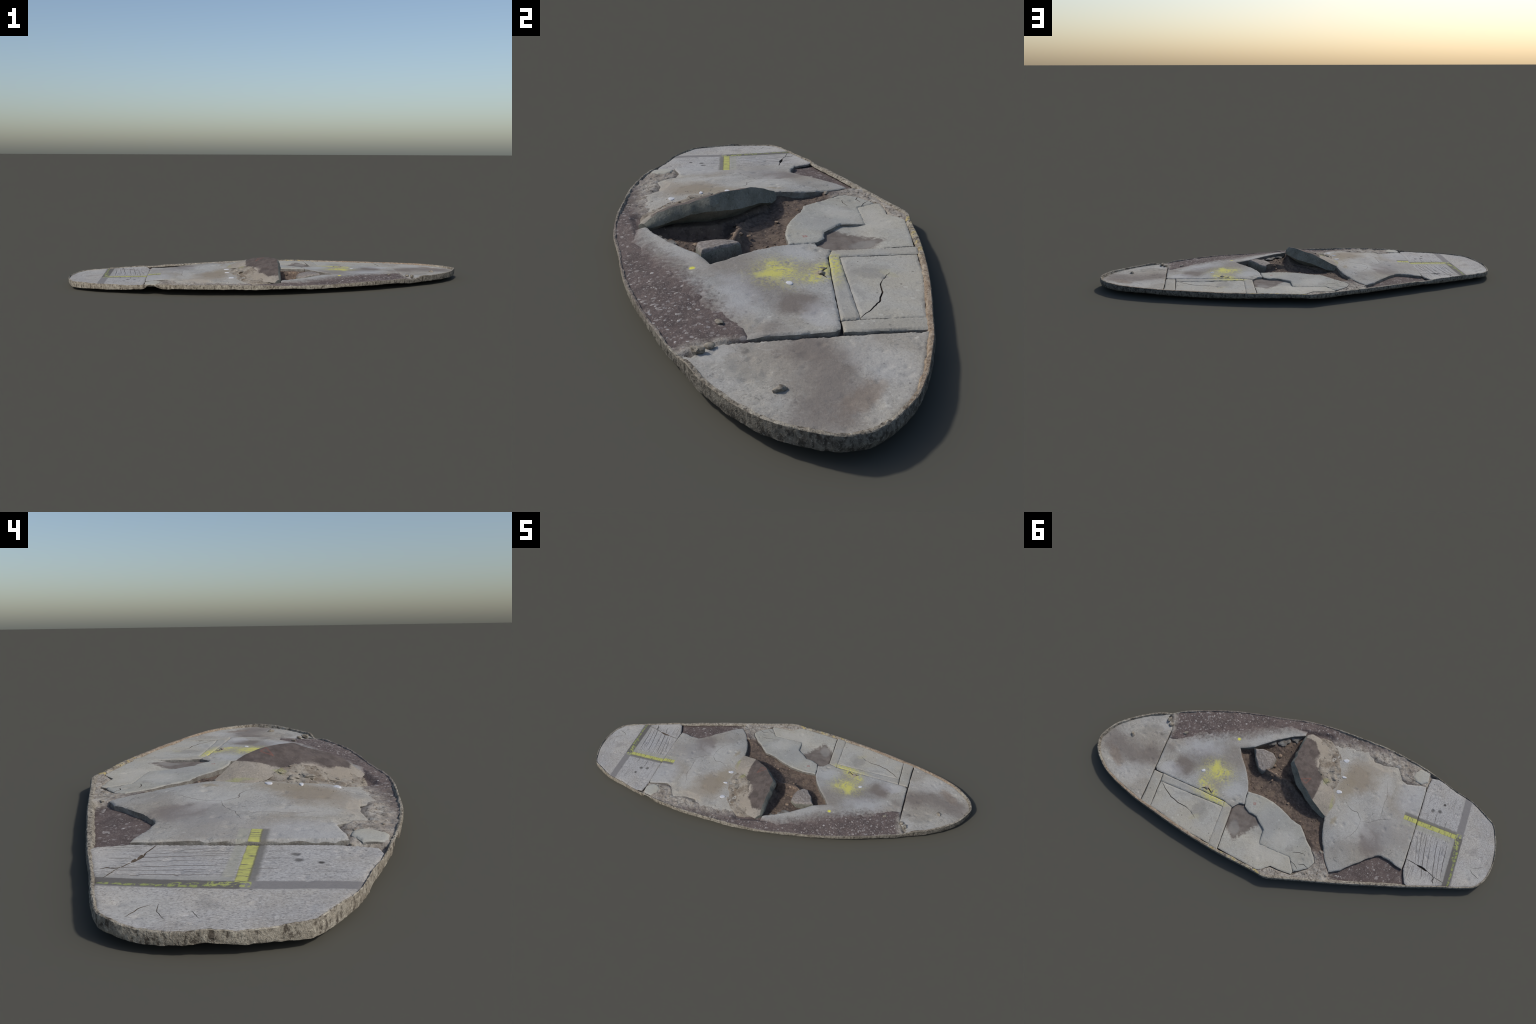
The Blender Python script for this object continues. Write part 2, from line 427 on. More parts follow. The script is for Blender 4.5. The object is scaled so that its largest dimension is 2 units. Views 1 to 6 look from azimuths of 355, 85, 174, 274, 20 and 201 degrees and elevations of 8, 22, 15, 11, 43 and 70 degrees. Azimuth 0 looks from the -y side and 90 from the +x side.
def triangulate(bound, res, cracks=(), keep=None):
    lo, hi = bound.min(0), bound.max(0)
    gx, gy = np.meshgrid(np.arange(lo[0], hi[0], res), np.arange(lo[1], hi[1], res * .866))
    gx = gx + (np.arange(gx.shape[0]) % 2)[:, None] * res / 2
    P = np.c_[gx.ravel(), gy.ravel()]
    P = P[inside(P, bound)]
    P = P + RNG.uniform(-.12, .12, P.shape) * res
    d, _ = seg_dist(P, closed(bound))
    ok = d > res * .55
    for line, w, _ in cracks:
        dc, t = seg_dist(P, line)
        ok &= dc > w * 1.3
    P = P[ok]
    pts = [Vector(p) for p in bound]; n = len(bound)
    edges = [(i, (i + 1) % n) for i in range(n)]
    for line, w, _ in cracks:
        L = np.asarray(line)[:, :2]
        t = np.gradient(L, axis=0); t /= np.maximum(np.linalg.norm(t, axis=1, keepdims=True), 1e-9)
        nrm = np.c_[-t[:, 1], t[:, 0]]
        taper = np.sin(np.linspace(.12, math.pi - .12, len(L))) ** .5 * w
        for off in (-1, 0, 1):
            q = L + nrm * (off * taper)[:, None]
            q = q[inside(q, bound)]
            b0 = len(pts)
            pts += [Vector(v) for v in q]
            edges += [(b0 + i, b0 + i + 1) for i in range(len(q) - 1)]
    pts += [Vector(p) for p in P]
    v, e, f, ov, oe, of = delaunay_2d_cdt(pts, edges, [list(range(n))], 1, 1e-6)
    V = np.array([(a.x, a.y) for a in v])
    src = np.array([min(o) if o else -1 for o in ov])
    order = np.full(n, -1)
    for i, s in enumerate(src):
        if 0 <= s < n:
            order[s] = i
    return V, [tuple(t) for t in f], [int(i) for i in order if i >= 0]

def crack(pts, w, depth, wiggle=.003, seed=0):
    p = densify(np.array(pts, float), .004, close=False)
    t = np.gradient(p, axis=0); t /= np.maximum(np.linalg.norm(t, axis=1, keepdims=True), 1e-9)
    k = fbm(p[:, 0], p[:, 1], .022, 3, 50 + seed, .65) * wiggle
    k *= np.sin(np.linspace(.05, math.pi - .05, len(p))) ** .5
    return (p + np.c_[-t[:, 1], t[:, 0]] * k[:, None], w, depth)

def plate(name, poly, mats, top=None, thick=.016, bottom=None, res=.0045, edge=.0026, amp=.0012, size=.02, seed=1,
          cracks=(), relief=.0005, lean=.0, parent=None, side_rough=.0012, floor=.005, dents=0):
    """a slab: top surface follows 'top', rounded arris, rough sides; mats = (top, side, crack)"""
    poly = np.array(poly, float)
    if area2(poly) < 0:
        poly = poly[::-1]
    bound = rough_edge(poly, amp, size, seed, res * .8)
    V, F, ring = triangulate(bound, res, cracks)
    x, y = V[:, 0], V[:, 1]
    z = (top or grade)(V)
    z = z + relief * fbm(x, y, .03, 4, seed + 5, .6) + relief * .5 * fbm(x, y, .007, 2, seed + 9)
    if dents:                                    # shallow spalls
        rg = np.random.default_rng(seed + 900)
        lo, hi = bound.min(0), bound.max(0)
        for _ in range(dents):
            c = rg.uniform(lo, hi); r = rg.uniform(.005, .012); a = rg.uniform(0, 3.14); st = rg.uniform(.5, 1)
            dx, dy = x - c[0], y - c[1]
            u, w_ = dx * math.cos(a) + dy * math.sin(a), (dy * math.cos(a) - dx * math.sin(a)) / st
            q = (u * u + w_ * w_) / r ** 2
            z = z - rg.uniform(.0008, .0024) * np.exp(-q ** 2)
    d, _ = seg_dist(V, closed(bound))
    e = edge * (1 + .6 * fbm(x, y, .03, 2, seed + 11))
    k = np.clip(1 - d / e, 0, 1)
    z = z - e * (1 - np.sqrt(np.maximum(1 - k * k, 0)))
    slots = np.zeros(len(F), int)
    cen = V[np.array([f[0] for f in F])] * 0
    Fa = np.array(F); cen = V[Fa].mean(1)
    for line, w, dep in cracks:
        dc, t = seg_dist(V, line)
        ww = np.maximum(np.sin(.12 + t * (math.pi - .24)) ** .5 * w, 1e-5)
        z = z - dep * np.clip(1 - dc / ww, 0, 1)
        dc, t = seg_dist(cen, line)
        slots[dc < np.sin(.12 + t * (math.pi - .24)) ** .5 * w * .8] = 2
    verts = [(a, b, c) for a, b, c in zip(x, y, z)]
    faces = [f for f in F]
    # orientation
    a, b, c = (V[Fa[0][i]] for i in range(3))
    if (b[0] - a[0]) * (c[1] - a[1]) - (b[1] - a[1]) * (c[0] - a[0]) < 0:
        faces = [f[::-1] for f in faces]
    # sides
    R = V[ring]; zt = z[ring]
    t = np.roll(R, -1, 0) - np.roll(R, 1, 0); t /= np.maximum(np.linalg.norm(t, axis=1, keepdims=True), 1e-9)
    nrm = np.c_[t[:, 1], -t[:, 0]]
    zb = bottom(R) if bottom else np.maximum(zt - thick, floor)
    zb = np.minimum(zb, zt - .002)
    prev = ring; rows = 4
    sl = list(slots)
    for r in range(1, rows + 1):
        q = r / rows
        off = -lean * q + side_rough * fbm(R[:, 0] * 1.0 + q * .31, R[:, 1] + q * .17, .011, 3, seed + 70 + r, .6)
        base = len(verts)
        zz = zt * (1 - q) + zb * q
        for i in range(len(R)):
            verts.append((R[i, 0] + nrm[i, 0] * off[i], R[i, 1] + nrm[i, 1] * off[i], zz[i]))
        cur = list(range(base, base + len(R)))
        for i in range(len(R)):
            j = (i + 1) % len(R)
            faces.append((prev[i], cur[i], cur[j], prev[j])); sl.append(1)
        prev = cur
    if area2(R) < 0:
        n0 = len(F)
        faces = faces[:n0] + [f[::-1] for f in faces[n0:]]
    return add_object(name, verts, faces, mats, sl, parent)

# ---------------------------------------------------------------- materials
def crack_material():
    M = Mat("crack_dirt")
    c = M.mix(M.noise(.006, 3), (.045, .036, .030), (.11, .085, .065))
    return M.done(c)
CRACK = crack_material()

def side_material():
    """broken faces of the slabs: grey, sandy, soil-stained"""
    M = Mat("broken_concrete_face")
    c = M.mix(M.ramp(M.noise(.03, 4, .6), .3, .7), (.15, .135, .115), (.27, .26, .235))
    f = M.noise(.004, 4, .7)
    c = M.mix(M.ramp(f, .44, .32, 0, .7), c, (.07, .06, .05))
    c = M.mix(M.ramp(f, .58, .7, 0, .6), c, (.40, .38, .33))
    return M.done(c, f, .5, .003)
SIDE = side_material()

NOSE = concrete("nose_concrete", (.345, .34, .325), [
    stain(.724, .015, .055, .05, 20, .75), stain(.84, .035, .10, .045, -25, .6), stain(.89, .075, .07, .025, -40, .7, col=(.20, .155, .12)),
    stain(.80, .02, .12, .07, 0, .45), stain(.95, .0, .05, .06, 0, .5), stain(.758, -.127, .02, .014, 0, .45, col=(.22, .215, .2)),
    stain(.80, -.10, .035, .014, 40, .4, col=(.2, .19, .17)), stain(.72, -.105, .014, .01, 0, .7, col=(.12, .11, .10)),
    stain(.775, .14, .075, .05, 30, .3, col=(.46, .455, .445)), stain(.71, -.16, .03, .02, 0, .35, col=(.46, .455, .44))])
MAIN = concrete("main_slab_concrete", (.335, .335, .325), [
    stain(.545, .03, .055, .045, 10, .85), stain(.64, -.045, .03, .022, 0, .5), stain(.50, -.03, .10, .05, 20, .5),
    stain(.36, -.10, .12, .06, 25, .3), stain(.50, -.10, .09, .04, 0, .35, col=(.48, .48, .49)), stain(.60, .055, .05, .03, 0, .4, col=(.47, .47, .48)),
    stain(.26, .06, .05, .04, 0, .45, col=(.45, .45, .44)), stain(.19, -.245, .17, .03, 26, .35, col=(.44, .425, .40)),
    ("blob", YELLOW, .9, dict(wear=(.008, .40, .54, None), loc=(.383, .003), size=(.030, .030), rot=0, soft=.6, warp=.022, wsize=.035, grain=1.1, gsize=.01)),
    ("blob", YELLOW, .9, dict(wear=(.008, .40, .54, None), loc=(.352, -.010), size=(.036, .018), rot=15, soft=.6, warp=.02, wsize=.03, grain=1.1, gsize=.01)),
    ("blob", YELLOW, .9, dict(loc=(.392, -.030), size=(.018, .028), rot=10, soft=.6, warp=.02, wsize=.03, grain=1.1, gsize=.01)),
    ("blob", YELLOW, .55, dict(wear=(.007, .40, .58, None), loc=(.375, .0), size=(.075, .055), rot=0, soft=.7, warp=.03, wsize=.04, grain=1.6, gsize=.006)),
    ("blob", YELLOW, .9, dict(wear=(.010, .42, .55, None), loc=(.415, .075), size=(.026, .034), rot=40, soft=.7, warp=.02, wsize=.03, grain=1.8, gsize=.009)),
    ("blob", YELLOW, .9, dict(wear=(.008, .40, .54, None), loc=(.372, .10), size=(.042, .022), rot=-20, soft=.6, warp=.02, wsize=.03, grain=1.5, gsize=.008)),
    ("blob", (.66, .64, .10), 1., dict(loc=(.337, -.198), size=(.0075, .0065), rot=0, soft=.5, warp=.004, wsize=.012, grain=.3)),
    stain(.398, .088, .016, .012, 0, .8, col=(.40, .33, .24), warp=.01)],
    asphalt=[dict(loc=(.34, -.222), rot=-64, soft=.045, warp=.025, wsize=.05, grain=.11, gsize=.012),
             dict(loc=(.53, -.145), rot=-78, soft=.045, warp=.025, wsize=.05, grain=.11, gsize=.012)])
FRAME = concrete("edging_concrete", (.345, .34, .318), [
    stain(.50, .115, .12, .012, -7, .3, col=(.24, .235, .225)),  # long, slightly darker grey streak along the strip
    ("blob", YELLOW, .9, dict(wear=(.008, .40, .54, None), loc=(.335, .128), size=(.055, .022), rot=-6, soft=.6, warp=.012, wsize=.02, grain=1.3, gsize=.007)),
    ("blob", YELLOW, .55, dict(wear=(.007, .40, .58, None), loc=(.395, .122), size=(.06, .02), rot=-6, soft=.8, warp=.012, wsize=.02, grain=1.6, gsize=.007))], mottled=.6, speck=.6)
PANEL = concrete("panel_concrete", (.375, .37, .345), [
    stain(.40, .205, .035, .025, 60, .55, col=(.23, .22, .20), grain=.9), stain(.37, .22, .02, .035, 0, .35, col=(.24, .23, .2), grain=.9),
    stain(.44, .16, .12, .012, -7, .35, col=(.25, .245, .23), grain=.8), stain(.40, .25, .03, .012, 60, .3, col=(.40, .37, .22))], mottled=.5, speck=.7)
def sunken_dirt(M, c, h):
    """soil washed into the sunken part, ending in two ragged edges that meet in a point"""
    m = M.times(M.side((.150, .245), -38.5, .010, .010, .04, grain=.05, gsize=.010), M.side((.215, .268), 225, .010, .010, .04, grain=.045, gsize=.010))
    d = M.mix(M.ramp(M.noise(.04, 4, .6), .35, .65), (.125, .103, .09), (.175, .15, .132))
    return M.mix(M.times(m, .95), c, d), h
LOWER = concrete("lower_slab_concrete", (.385, .38, .35), [
    stain(.203, .235, .024, .040, 25, .6, soft=.3, col=(.255, .245, .225), warp=.012, grain=.5),
    stain(.02, .31, .09, .03, 0, .35, col=(.48, .46, .42))], mottled=.6, speck=.8, extra=sunken_dirt)
CRUST = concrete("thin_slab_concrete", (.36, .36, .335), [
    stain(.05, .16, .05, .06, 0, .4, col=(.30, .305, .30)), stain(-.04, .21, .06, .04, 30, .45, col=(.47, .45, .41)),
    stain(-.08, .245, .014, .012, 0, .5, col=(.27, .255, .23)), stain(-.12, .185, .012, .010, 0, .5, col=(.22, .21, .2)),
    ("box", (.30, .10, .085), .7, dict(loc=(.150, .0875), size=(.0055, .0018), rot=25, soft=.001, warp=.002, wsize=.008)),
    ("box", (.30, .10, .085), .7, dict(loc=(.150, .0945), size=(.0055, .0014), rot=25, soft=.001, warp=.002, wsize=.008)),
    ("box", (.30, .10, .085), .7, dict(loc=(.1545, .091), size=(.0012, .006), rot=25, soft=.001, warp=.002, wsize=.008)),
    ("box", (.30, .10, .085), .7, dict(loc=(.1455, .091), size=(.0012, .006), rot=25, soft=.001, warp=.002, wsize=.008))], mottled=.6, speck=.7)
GREYBAND = (.205, .195, .190)
def band_layers():
    """painted lines: a worn grey cross band and a yellow T, with an old ghost line beside it"""
    r = -2.6
    tick = (.005, .38, .46, (1, .10, 1))
    return [
        ("box", (.33, .325, .27), .7, dict(loc=(-.675, -.050), size=(.132, .010), rot=r, soft=.003, warp=.003)),
        ("box", (.29, .285, .265), .6, dict(loc=(-.793, .06), size=(.010, .115), rot=1, soft=.003, warp=.003)),
        ("box", (.15, .143, .13), .85, dict(loc=(-.675, -.092), size=(.132, .009), rot=r, soft=.005, warp=.003)),  # soft dark shade beside the yellow stem, laid into the colour
        ("box", GREYBAND, .95, dict(loc=(-.819, -.06), size=(.017, .30), rot=0, soft=.003, warp=.003, wsize=.03)),
        ("box", (.125, .116, .106), .95, dict(loc=(-.817, .055), size=(.017, .125), rot=-1, soft=.003, warp=.003)),
        ("box", (.17, .16, .10), .95, dict(loc=(-.675, -.0760), size=(.131, .0125), rot=r, soft=.0015, warp=.001)),
        ("box", (.45, .45, .14), .95, dict(loc=(-.675, -.0750), size=(.131, .0105), rot=r, soft=.002, warp=.0015, grain=.004, gsize=.006, wear=tick)),
        ("box", (.36, .39, .125), .9, dict(loc=(-.816, -.050), size=(.011, .036), rot=-1, soft=.002, warp=.003, wsize=.015, grain=.006, gsize=.009, wear=(.008, .46, .52, None))),
        ("box", (.28, .32, .10), .9, dict(loc=(-.820, .015), size=(.010, .035), rot=-1, soft=.003, warp=.004, wsize=.015, grain=.01, gsize=.008, wear=(.008, .52, .57, None))),
        ("box", (.28, .32, .10), .85, dict(loc=(-.8255, .085), size=(.0045, .085), rot=-1, soft=.002, warp=.006, wsize=.02, grain=.008, gsize=.008, wear=(.007, .44, .54, None))),
    ]
LEFT = concrete("big_slab_concrete", (.345, .34, .325), [
    stain(-.43, .10, .055, .055, 30, .9, col=(.165, .138, .122)), stain(-.45, .05, .085, .075, 40, .5, col=(.24, .225, .215), soft=.4),
    stain(-.52, .03, .07, .09, 0, .35, col=(.27, .265, .26)), stain(-.29, -.20, .075, .085, 20, .8, col=(.235, .195, .145), warp=.04),
    stain(-.24, -.13, .04, .06, 0, .7, col=(.26, .22, .16)), stain(-.36, -.28, .07, .03, 0, .5, col=(.28, .24, .19)),
    stain(-.42, -.16, .03, .10, 0, .4, col=(.45, .44, .42), grain=1.), stain(-.36, .03, .02, .09, 50, .4, col=(.45, .44, .42), grain=1.),
    stain(-.30, .03, .07, .10, 0, .35, col=(.42, .415, .39)), stain(-.55, -.18, .06, .10, 0, .35, col=(.46, .465, .48)),
    stain(-.235, .045, .012, .03, 0, .6, col=(.26, .22, .15))] + band_layers())

def worms(M, c, h):
    """brushed finish: short dark ticks"""
    w = M.noise(.0045, 3, .6, .6, stretch=(1.6, .75, 1))
    c = M.mix(M.ramp(w, .46, .34, 0, .6), c, (.13, .125, .13))
    c = M.mix(M.ramp(w, .55, .68, 0, .55), c, (.54, .53, .53))
    rib = M.noise(.0034, 3, .6, vec=M.warp(.05, .002), stretch=(1, .04, 1))
    c = M.mix(M.times(M.ramp(rib, .48, .38, 0, .65), M.box((-.70, .07), (.085, .125), 0, .03, .01)), c, (.10, .095, .09))
    c = M.mix(M.times(M.ramp(rib, .42, .36, 0, .5), M.box((-.70, -.15), (.085, .10), 0, .03, .01)), c, (.12, .115, .11))
    return c, w
TAIL = concrete("tail_slab_concrete", (.385, .38, .375), [
    stain(-.70, .18, .06, .03, -15, .35, col=(.45, .43, .40)), stain(-.90, -.02, .03, .02, 0, .4, col=(.20, .195, .19)),
    stain(-.70, -.165, .008, .008, 0, .9, col=(.10, .095, .09), warp=.004), stain(-.668, -.16, .008, .009, 0, .8, col=(.10, .095, .09), warp=.004),
    stain(-.715, -.205, .006, .006, 0, .95, col=(.06, .055, .05), warp=.002),
    stain(-.92, .08, .06, .05, 0, .35, col=(.38, .375, .35)), stain(-.72, .07, .09, .07, 0, .35, col=(.34, .34, .35))] + band_layers(),
    mottled=.6, extra=worms)
DISC = concrete("patch_concrete", (.36, .36, .335), mottled=.3, speck=.5)

def bed_material():
    M = Mat("asphalt_and_soil")
    c, h = asphalt_color(M)
    b, hb = beige_color(M)
    m = M.blob((-.40, -.35), (.27, .075), -14, .30, .025, grain=.8)
    m = M.math("MAXIMUM", m, M.blob((-.16, -.27), (.085, .09), 10, .4, .025, grain=.8))
    m = M.math("MAXIMUM", m, M.blob((-.11, .345), (.20, .10), -20, .30, .02, grain=.8))
    m = M.math("MAXIMUM", m, M.blob((.70, -.185), (.03, .07), 20, .5, .02, grain=.9))
    c = M.mix(m, c, b)
    c = M.mix(M.times(M.blob((-.20, -.40), (.34, .040), 0, .5, .03, grain=1.1), .8), c, asphalt_color(M)[0])
    c = M.mix(M.ramp(M.noise(.06, 4, .6), .50, .62, 0, .5), c, M.mix(.4, (.13, .10, .09), c))
    f = M.noise(.012, 5, .7)
    s = M.mix(M.ramp(f, .35, .65), tuple(np.array(SOIL) * .72), tuple(np.array(SOIL) * 1.25))
    s = M.mix(M.ramp(M.noise(.05, 4, .6), .52, .68, 0, .6), s, (.20, .15, .11))
    s = M.mix(M.ramp(M.noise(.009, 3, .6), .62, .72, 0, .8), s, (.33, .26, .19))
    pit = M.math("MAXIMUM", M.blob((.10, -.10), (.27, .20), 20, .08, .01), M.blob((-.11, .11), (.16, .10), -48, .15, .01))
    c = M.mix(pit, c, s)
    c = M.mix(M.times(M.blob((-.13, .335), (.21, .125), -20, .18, .02, grain=.6), .9), c, b)
    return M.done(c, M.math("ADD", h, f), .5, .004)
BED = bed_material()

def rim_material(lip):
    """cut edge of the pavement: pale aggregate, upright streaks, brown grime; the lip also carries some yellow lichen"""
    M = Mat("pavement_lip" if lip else "pavement_edge")
    st = M.noise(.010, 4, .65, .4, stretch=(1, 1, 1 if lip else .6))
    c = M.mix(M.ramp(M.noise(.07, 3), .35, .65), (.235, .205, .16), (.33, .30, .245))
    c = M.mix(M.ramp(st, .5, .36, 0, .9), c, (.070, .056, .043))
    c = M.mix(M.ramp(st, .54, .66, 0, .75), c, (.47, .43, .35))
    f = M.noise(.004, 3, .7)
    c = M.mix(M.ramp(f, .46, .32, 0, .6), c, (.05, .042, .034))
    c = M.mix(M.ramp(f, .57, .70, 0, .6), c, (.47, .44, .375))
    if lip:
        for loc, size in (((.20, .385), (.10, .03)), ((.03, .405), (.05, .02))):
            m = M.times(M.blob(loc, size, -14, .5, .015, grain=1.4, gsize=.012), M.ramp(M.noise(.02, 3), .50, .62))
            c = M.mix(M.times(m, .6), c, (.46, .36, .11))
        c = M.mix(M.times(M.blob((.62, .29), (.45, .06), -18, .4, .02, grain=1.2), .45), c, (.30, .20, .125))
        c = M.mix(M.times(M.blob((.25, -.37), (.50, .05), 12, .3, .02, grain=1.2), .6), c, asphalt_color(M)[0])
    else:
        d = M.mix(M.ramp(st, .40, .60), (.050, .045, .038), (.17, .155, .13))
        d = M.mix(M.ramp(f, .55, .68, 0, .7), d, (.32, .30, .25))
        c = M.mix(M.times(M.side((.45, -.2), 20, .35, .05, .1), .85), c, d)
        c = M.mix(M.times(M.side((0, .12), 90, .12, .03, .1), .45), c, d)  # +y wall tinted darker for the shadow on that side
    return M.done(c, M.math("ADD", st, f), .6, .004)
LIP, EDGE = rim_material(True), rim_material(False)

def heave_material():
    """heaved slab: pale base, dark soil-stained upper part with a sharp tide line, moss at the foot"""
    M = Mat("heaved_slab_top")
    c, h = concrete_base(M, (.285, .265, .24), mottled=.8)
    c = M.mix(M.times(M.blob((-.10, -.26), (.08, .09), 0, .5, .02, grain=.9), .6), c, (.27, .235, .19))
    dark = M.mix(M.ramp(M.noise(.03, 4, .6), .35, .65), (.070, .056, .051), (.108, .088, .080))
    dark = M.mix(M.ramp(M.noise(.006, 3, .7), .60, .72, 0, .5), dark, (.22, .19, .17))
    m = M.box((-.03, -.085), (.090, .085), 0, .004, .010, .04, grain=.012, gsize=.008)
    m = M.math("MAXIMUM", m, M.times(M.box((.0, -.215), (.074, .09), 0, .005, .012, .04, grain=.02, gsize=.008), M.side((-.052, -.268), 34, .004, .012, .04, grain=.014)))
    m = M.times(m, M.side((-.114, -.03), -9, .003, .004, .03, grain=.003))
    c = M.mix(M.times(m, .95), c, dark)
    c = M.mix(M.times(M.blob((-.085, -.205), (.022, .03), 0, .6, .02, grain=1.6), .7), c, (.36, .32, .27))
    for a, b in (((-.027, -.076), (-.069, -.097)), ((-.069, -.097), (-.054, -.062)), ((-.054, -.062), (-.027, -.076))):
        c = M.mix(M.times(M.stroke(a, b, .005, .002), .55), c, (.19, .085, .065))
    for x, y, rx, ry, r in ((-.137, -.112, .008, .012, 0), (-.205, .0, .008, .05, 12), (-.14, -.16, .008, .006, 0)):
        c = M.mix(M.times(M.blob((x, y), (rx, ry), r, .7, .012, grain=2.2, gsize=.008), .45), c, (.30, .32, .11))
    return M.done(c, h, .35, .003)
HEAVE = heave_material()

def heave_side():
    M = Mat("heaved_slab_face")
    c = M.mix(M.ramp(M.noise(.05, 4, .6), .3, .7), (.15, .15, .125), (.235, .23, .195))  # greenish grey kept dark: face shading baked into the base colour
    f = M.noise(.005, 4, .7)
    c = M.mix(M.ramp(f, .46, .33, 0, .7), c, (.085, .08, .065))
    c = M.mix(M.ramp(f, .57, .7, 0, .6), c, (.42, .40, .33))
    return M.done(c, f, .5, .003)
HEAVE_SIDE = heave_side()

def plain(name, a, b, size=.01, bump=.3):
    M = Mat(name); f = M.noise(size, 4, .65)
    return M.done(M.mix(M.ramp(f, .35, .65), a, b), f, bump, .002)
STONE = plain("rough_stone", (.14, .12, .095), (.30, .27, .22), .012)
ROCK_TOP = plain("rock_top", (.17, .148, .13), (.28, .255, .235), .008, .5)
PEBBLE = plain("pale_pebble", (.20, .175, .16), (.42, .395, .375), .006)
WHITE = plain("white_spot", (.48, .49, .51), (.60, .60, .62), .008, .1)
def debris_material():
    M = Mat("sandy_debris")
    c = M.mix(M.ramp(M.noise(.05, 4, .6), .35, .65), (.17, .14, .108), (.29, .262, .22))
    f = M.noise(.005, 4, .7)
    c = M.mix(M.ramp(f, .45, .33, 0, .6), c, (.12, .10, .08))
    c = M.mix(M.ramp(f, .56, .68, 0, .6), c, (.40, .37, .32))
    c = M.mix(M.times(M.blob((-.135, -.115), (.02, .012), 20, .6, .01, grain=1.8), .4), c, (.33, .33, .11))
    return M.done(c, M.math("ADD", f, M.noise(.015, 3)), .4, .003)
DEBRIS = debris_material()

# ---------------------------------------------------------------- parts
# bed under everything, with the hole
out = smooth_closed(RIM, 10)
def rim_arc(cond, inset):
    """points just inside the rim, in its own going-round order, where cond(x) holds"""
    o = out[::3, :2]; t = np.roll(o, -1, 0) - np.roll(o, 1, 0); t /= np.linalg.norm(t, axis=1, keepdims=True)
    p = o + np.c_[t[:, 1], -t[:, 0]] * inset * (1 if area2(o) < 0 else -1)
    k = cond(o[:, 0]); n = len(o)
    start = next(i for i in range(n) if k[i] and not k[i - 1])
    return [tuple(p[(start + i) % n]) for i in range(int(k.sum()))]
inner = out[:, :2] * np.array([.996, .990])
def build_bed():
    b = densify(inner, .006)
    V, F, ring = triangulate(b, .0046)
    z = bed_height(V)
    verts = list(zip(V[:, 0], V[:, 1], z)); faces = list(F)
    Fa = np.array(F); a, bb, c = V[Fa[0]]
    if (bb[0] - a[0]) * (c[1] - a[1]) - (bb[1] - a[1]) * (c[0] - a[0]) < 0:
        faces = [f[::-1] for f in faces]
    # underside: a flat, coarser sheet just below, pushed down where the hole needs it
    U, G, _ = triangulate(densify(inner * .985, .02), .018)
    zu = np.maximum(bed_height(U) - .005, 0)
    n = len(verts); verts += list(zip(U[:, 0], U[:, 1], zu))
    Ga = np.array(G); a, bb, c = U[Ga[0]]
    up = (bb[0] - a[0]) * (c[1] - a[1]) - (bb[1] - a[1]) * (c[0] - a[0]) > 0
    faces += [tuple(n + i for i in (g[::-1] if up else g)) for g in G]
    return add_object("soil_bed", verts, faces, [BED], sharp=80)
build_bed()

def build_rim():
    o = densify(out, .004)
    P = o[:, :2]; zt = o[:, 2].copy(); zb = o[:, 3].copy()
    t = np.roll(P, -1, 0) - np.roll(P, 1, 0); t /= np.linalg.norm(t, axis=1, keepdims=True)
    nrm = np.c_[t[:, 1], -t[:, 0]]
    if area2(P) < 0:
        nrm = -nrm
    x, y = P[:, 0], P[:, 1]
    g = grade(P)
    ragged = np.where((y < 0) & (x < .72) | (x < -.6), 1.0, .45)
    zt = zt + ragged * (.0022 * fbm(x, y, .03, 3, 101) + .0010 * fbm(x, y, .008, 2, 103))
    tail = sstep(-.93, -.97, x)
    zt = zt + tail * .003 * np.maximum(0, fbm(x, y, .05, 1, 105))
    zb = zb + .0022 * fbm(x, y, .025, 3, 107)
    nose = sstep(.70, .76, x)
    w_tail = sstep(-.60, -.66, x)
    rubble = sstep(.70, .66, x) * sstep(-.62, -.58, x) * (y < 0)
    w = .0115 - .002 * nose - .005 * (1 - nose) * (y < 0) + .003 * fbm(x, y, .03, 2, 109)
    w = w * (1 - .5 * w_tail)
    inner_z = g - .007
    plus = sstep(-.05, .1, y) * sstep(-.99, -.9, x)
    rows = []
    def row(off, z, rough, seed):
        k = off + rough * fbm(x + z * 1.7, y - z * 1.3, .011, 3, seed, .6)
        rows.append(np.c_[P + nrm * k[:, None], z])
    row(-w - .004, inner_z, .0, 1)
    row(-w, np.minimum(zt - .002, g * .3 + zt * .7 - .0015), .0012, 2)
    row(-w * .8, zt - .0006 + .0010 * fbm(x, y, .007, 2, 112), .001, 3)
    row(-w * .45, zt - .0002 + .0014 * fbm(x, y, .008, 2, 113), .001, 4)
    row(-.0015 + 0 * x, zt - .0002, .0008, 5)
    row(0 * x, zt - .0015, .0008, 6)
    H = zt - zb
    for k, (q, off) in enumerate(((.25, .6), (.42, 1.), (.58, 1.), (.74, .6), (.9, -.1), (1.0, -1.))):
        row(off * (.0005 + .002 * plus), zt - H * q - .001, .0013, 7 + k)
    row(-.03 + 0 * x, np.maximum(zb + .001, .006), .0, 20)
    n = len(P); verts = np.vstack(rows); faces = []; sl = []
    flip = area2(P) > 0
    for r in range(len(rows) - 1):
        for i in range(n):
            j = (i + 1) % n
            f = (r * n + i, r * n + j, (r + 1) * n + j, (r + 1) * n + i)
            faces.append(f[::-1] if flip else f); sl.append(0 if r < 5 else 1)
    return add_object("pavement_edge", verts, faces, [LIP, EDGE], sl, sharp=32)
build_rim()

def inset_top(dz):
    return lambda P: grade(P) + dz

plate("nose_slab", [(.679, -.143), (.6788, -.088), (.6785, -.012), (.678, .068), (.6785, .098), (.679, .169), (.682, .255)]
      + rim_arc(lambda x: x > .695, .0085)[:-1] + [(.722, -.200), (.689, -.173)], [NOSE, SIDE, CRACK],
      seed=11, dents=70, amp=.0016, relief=.0009)

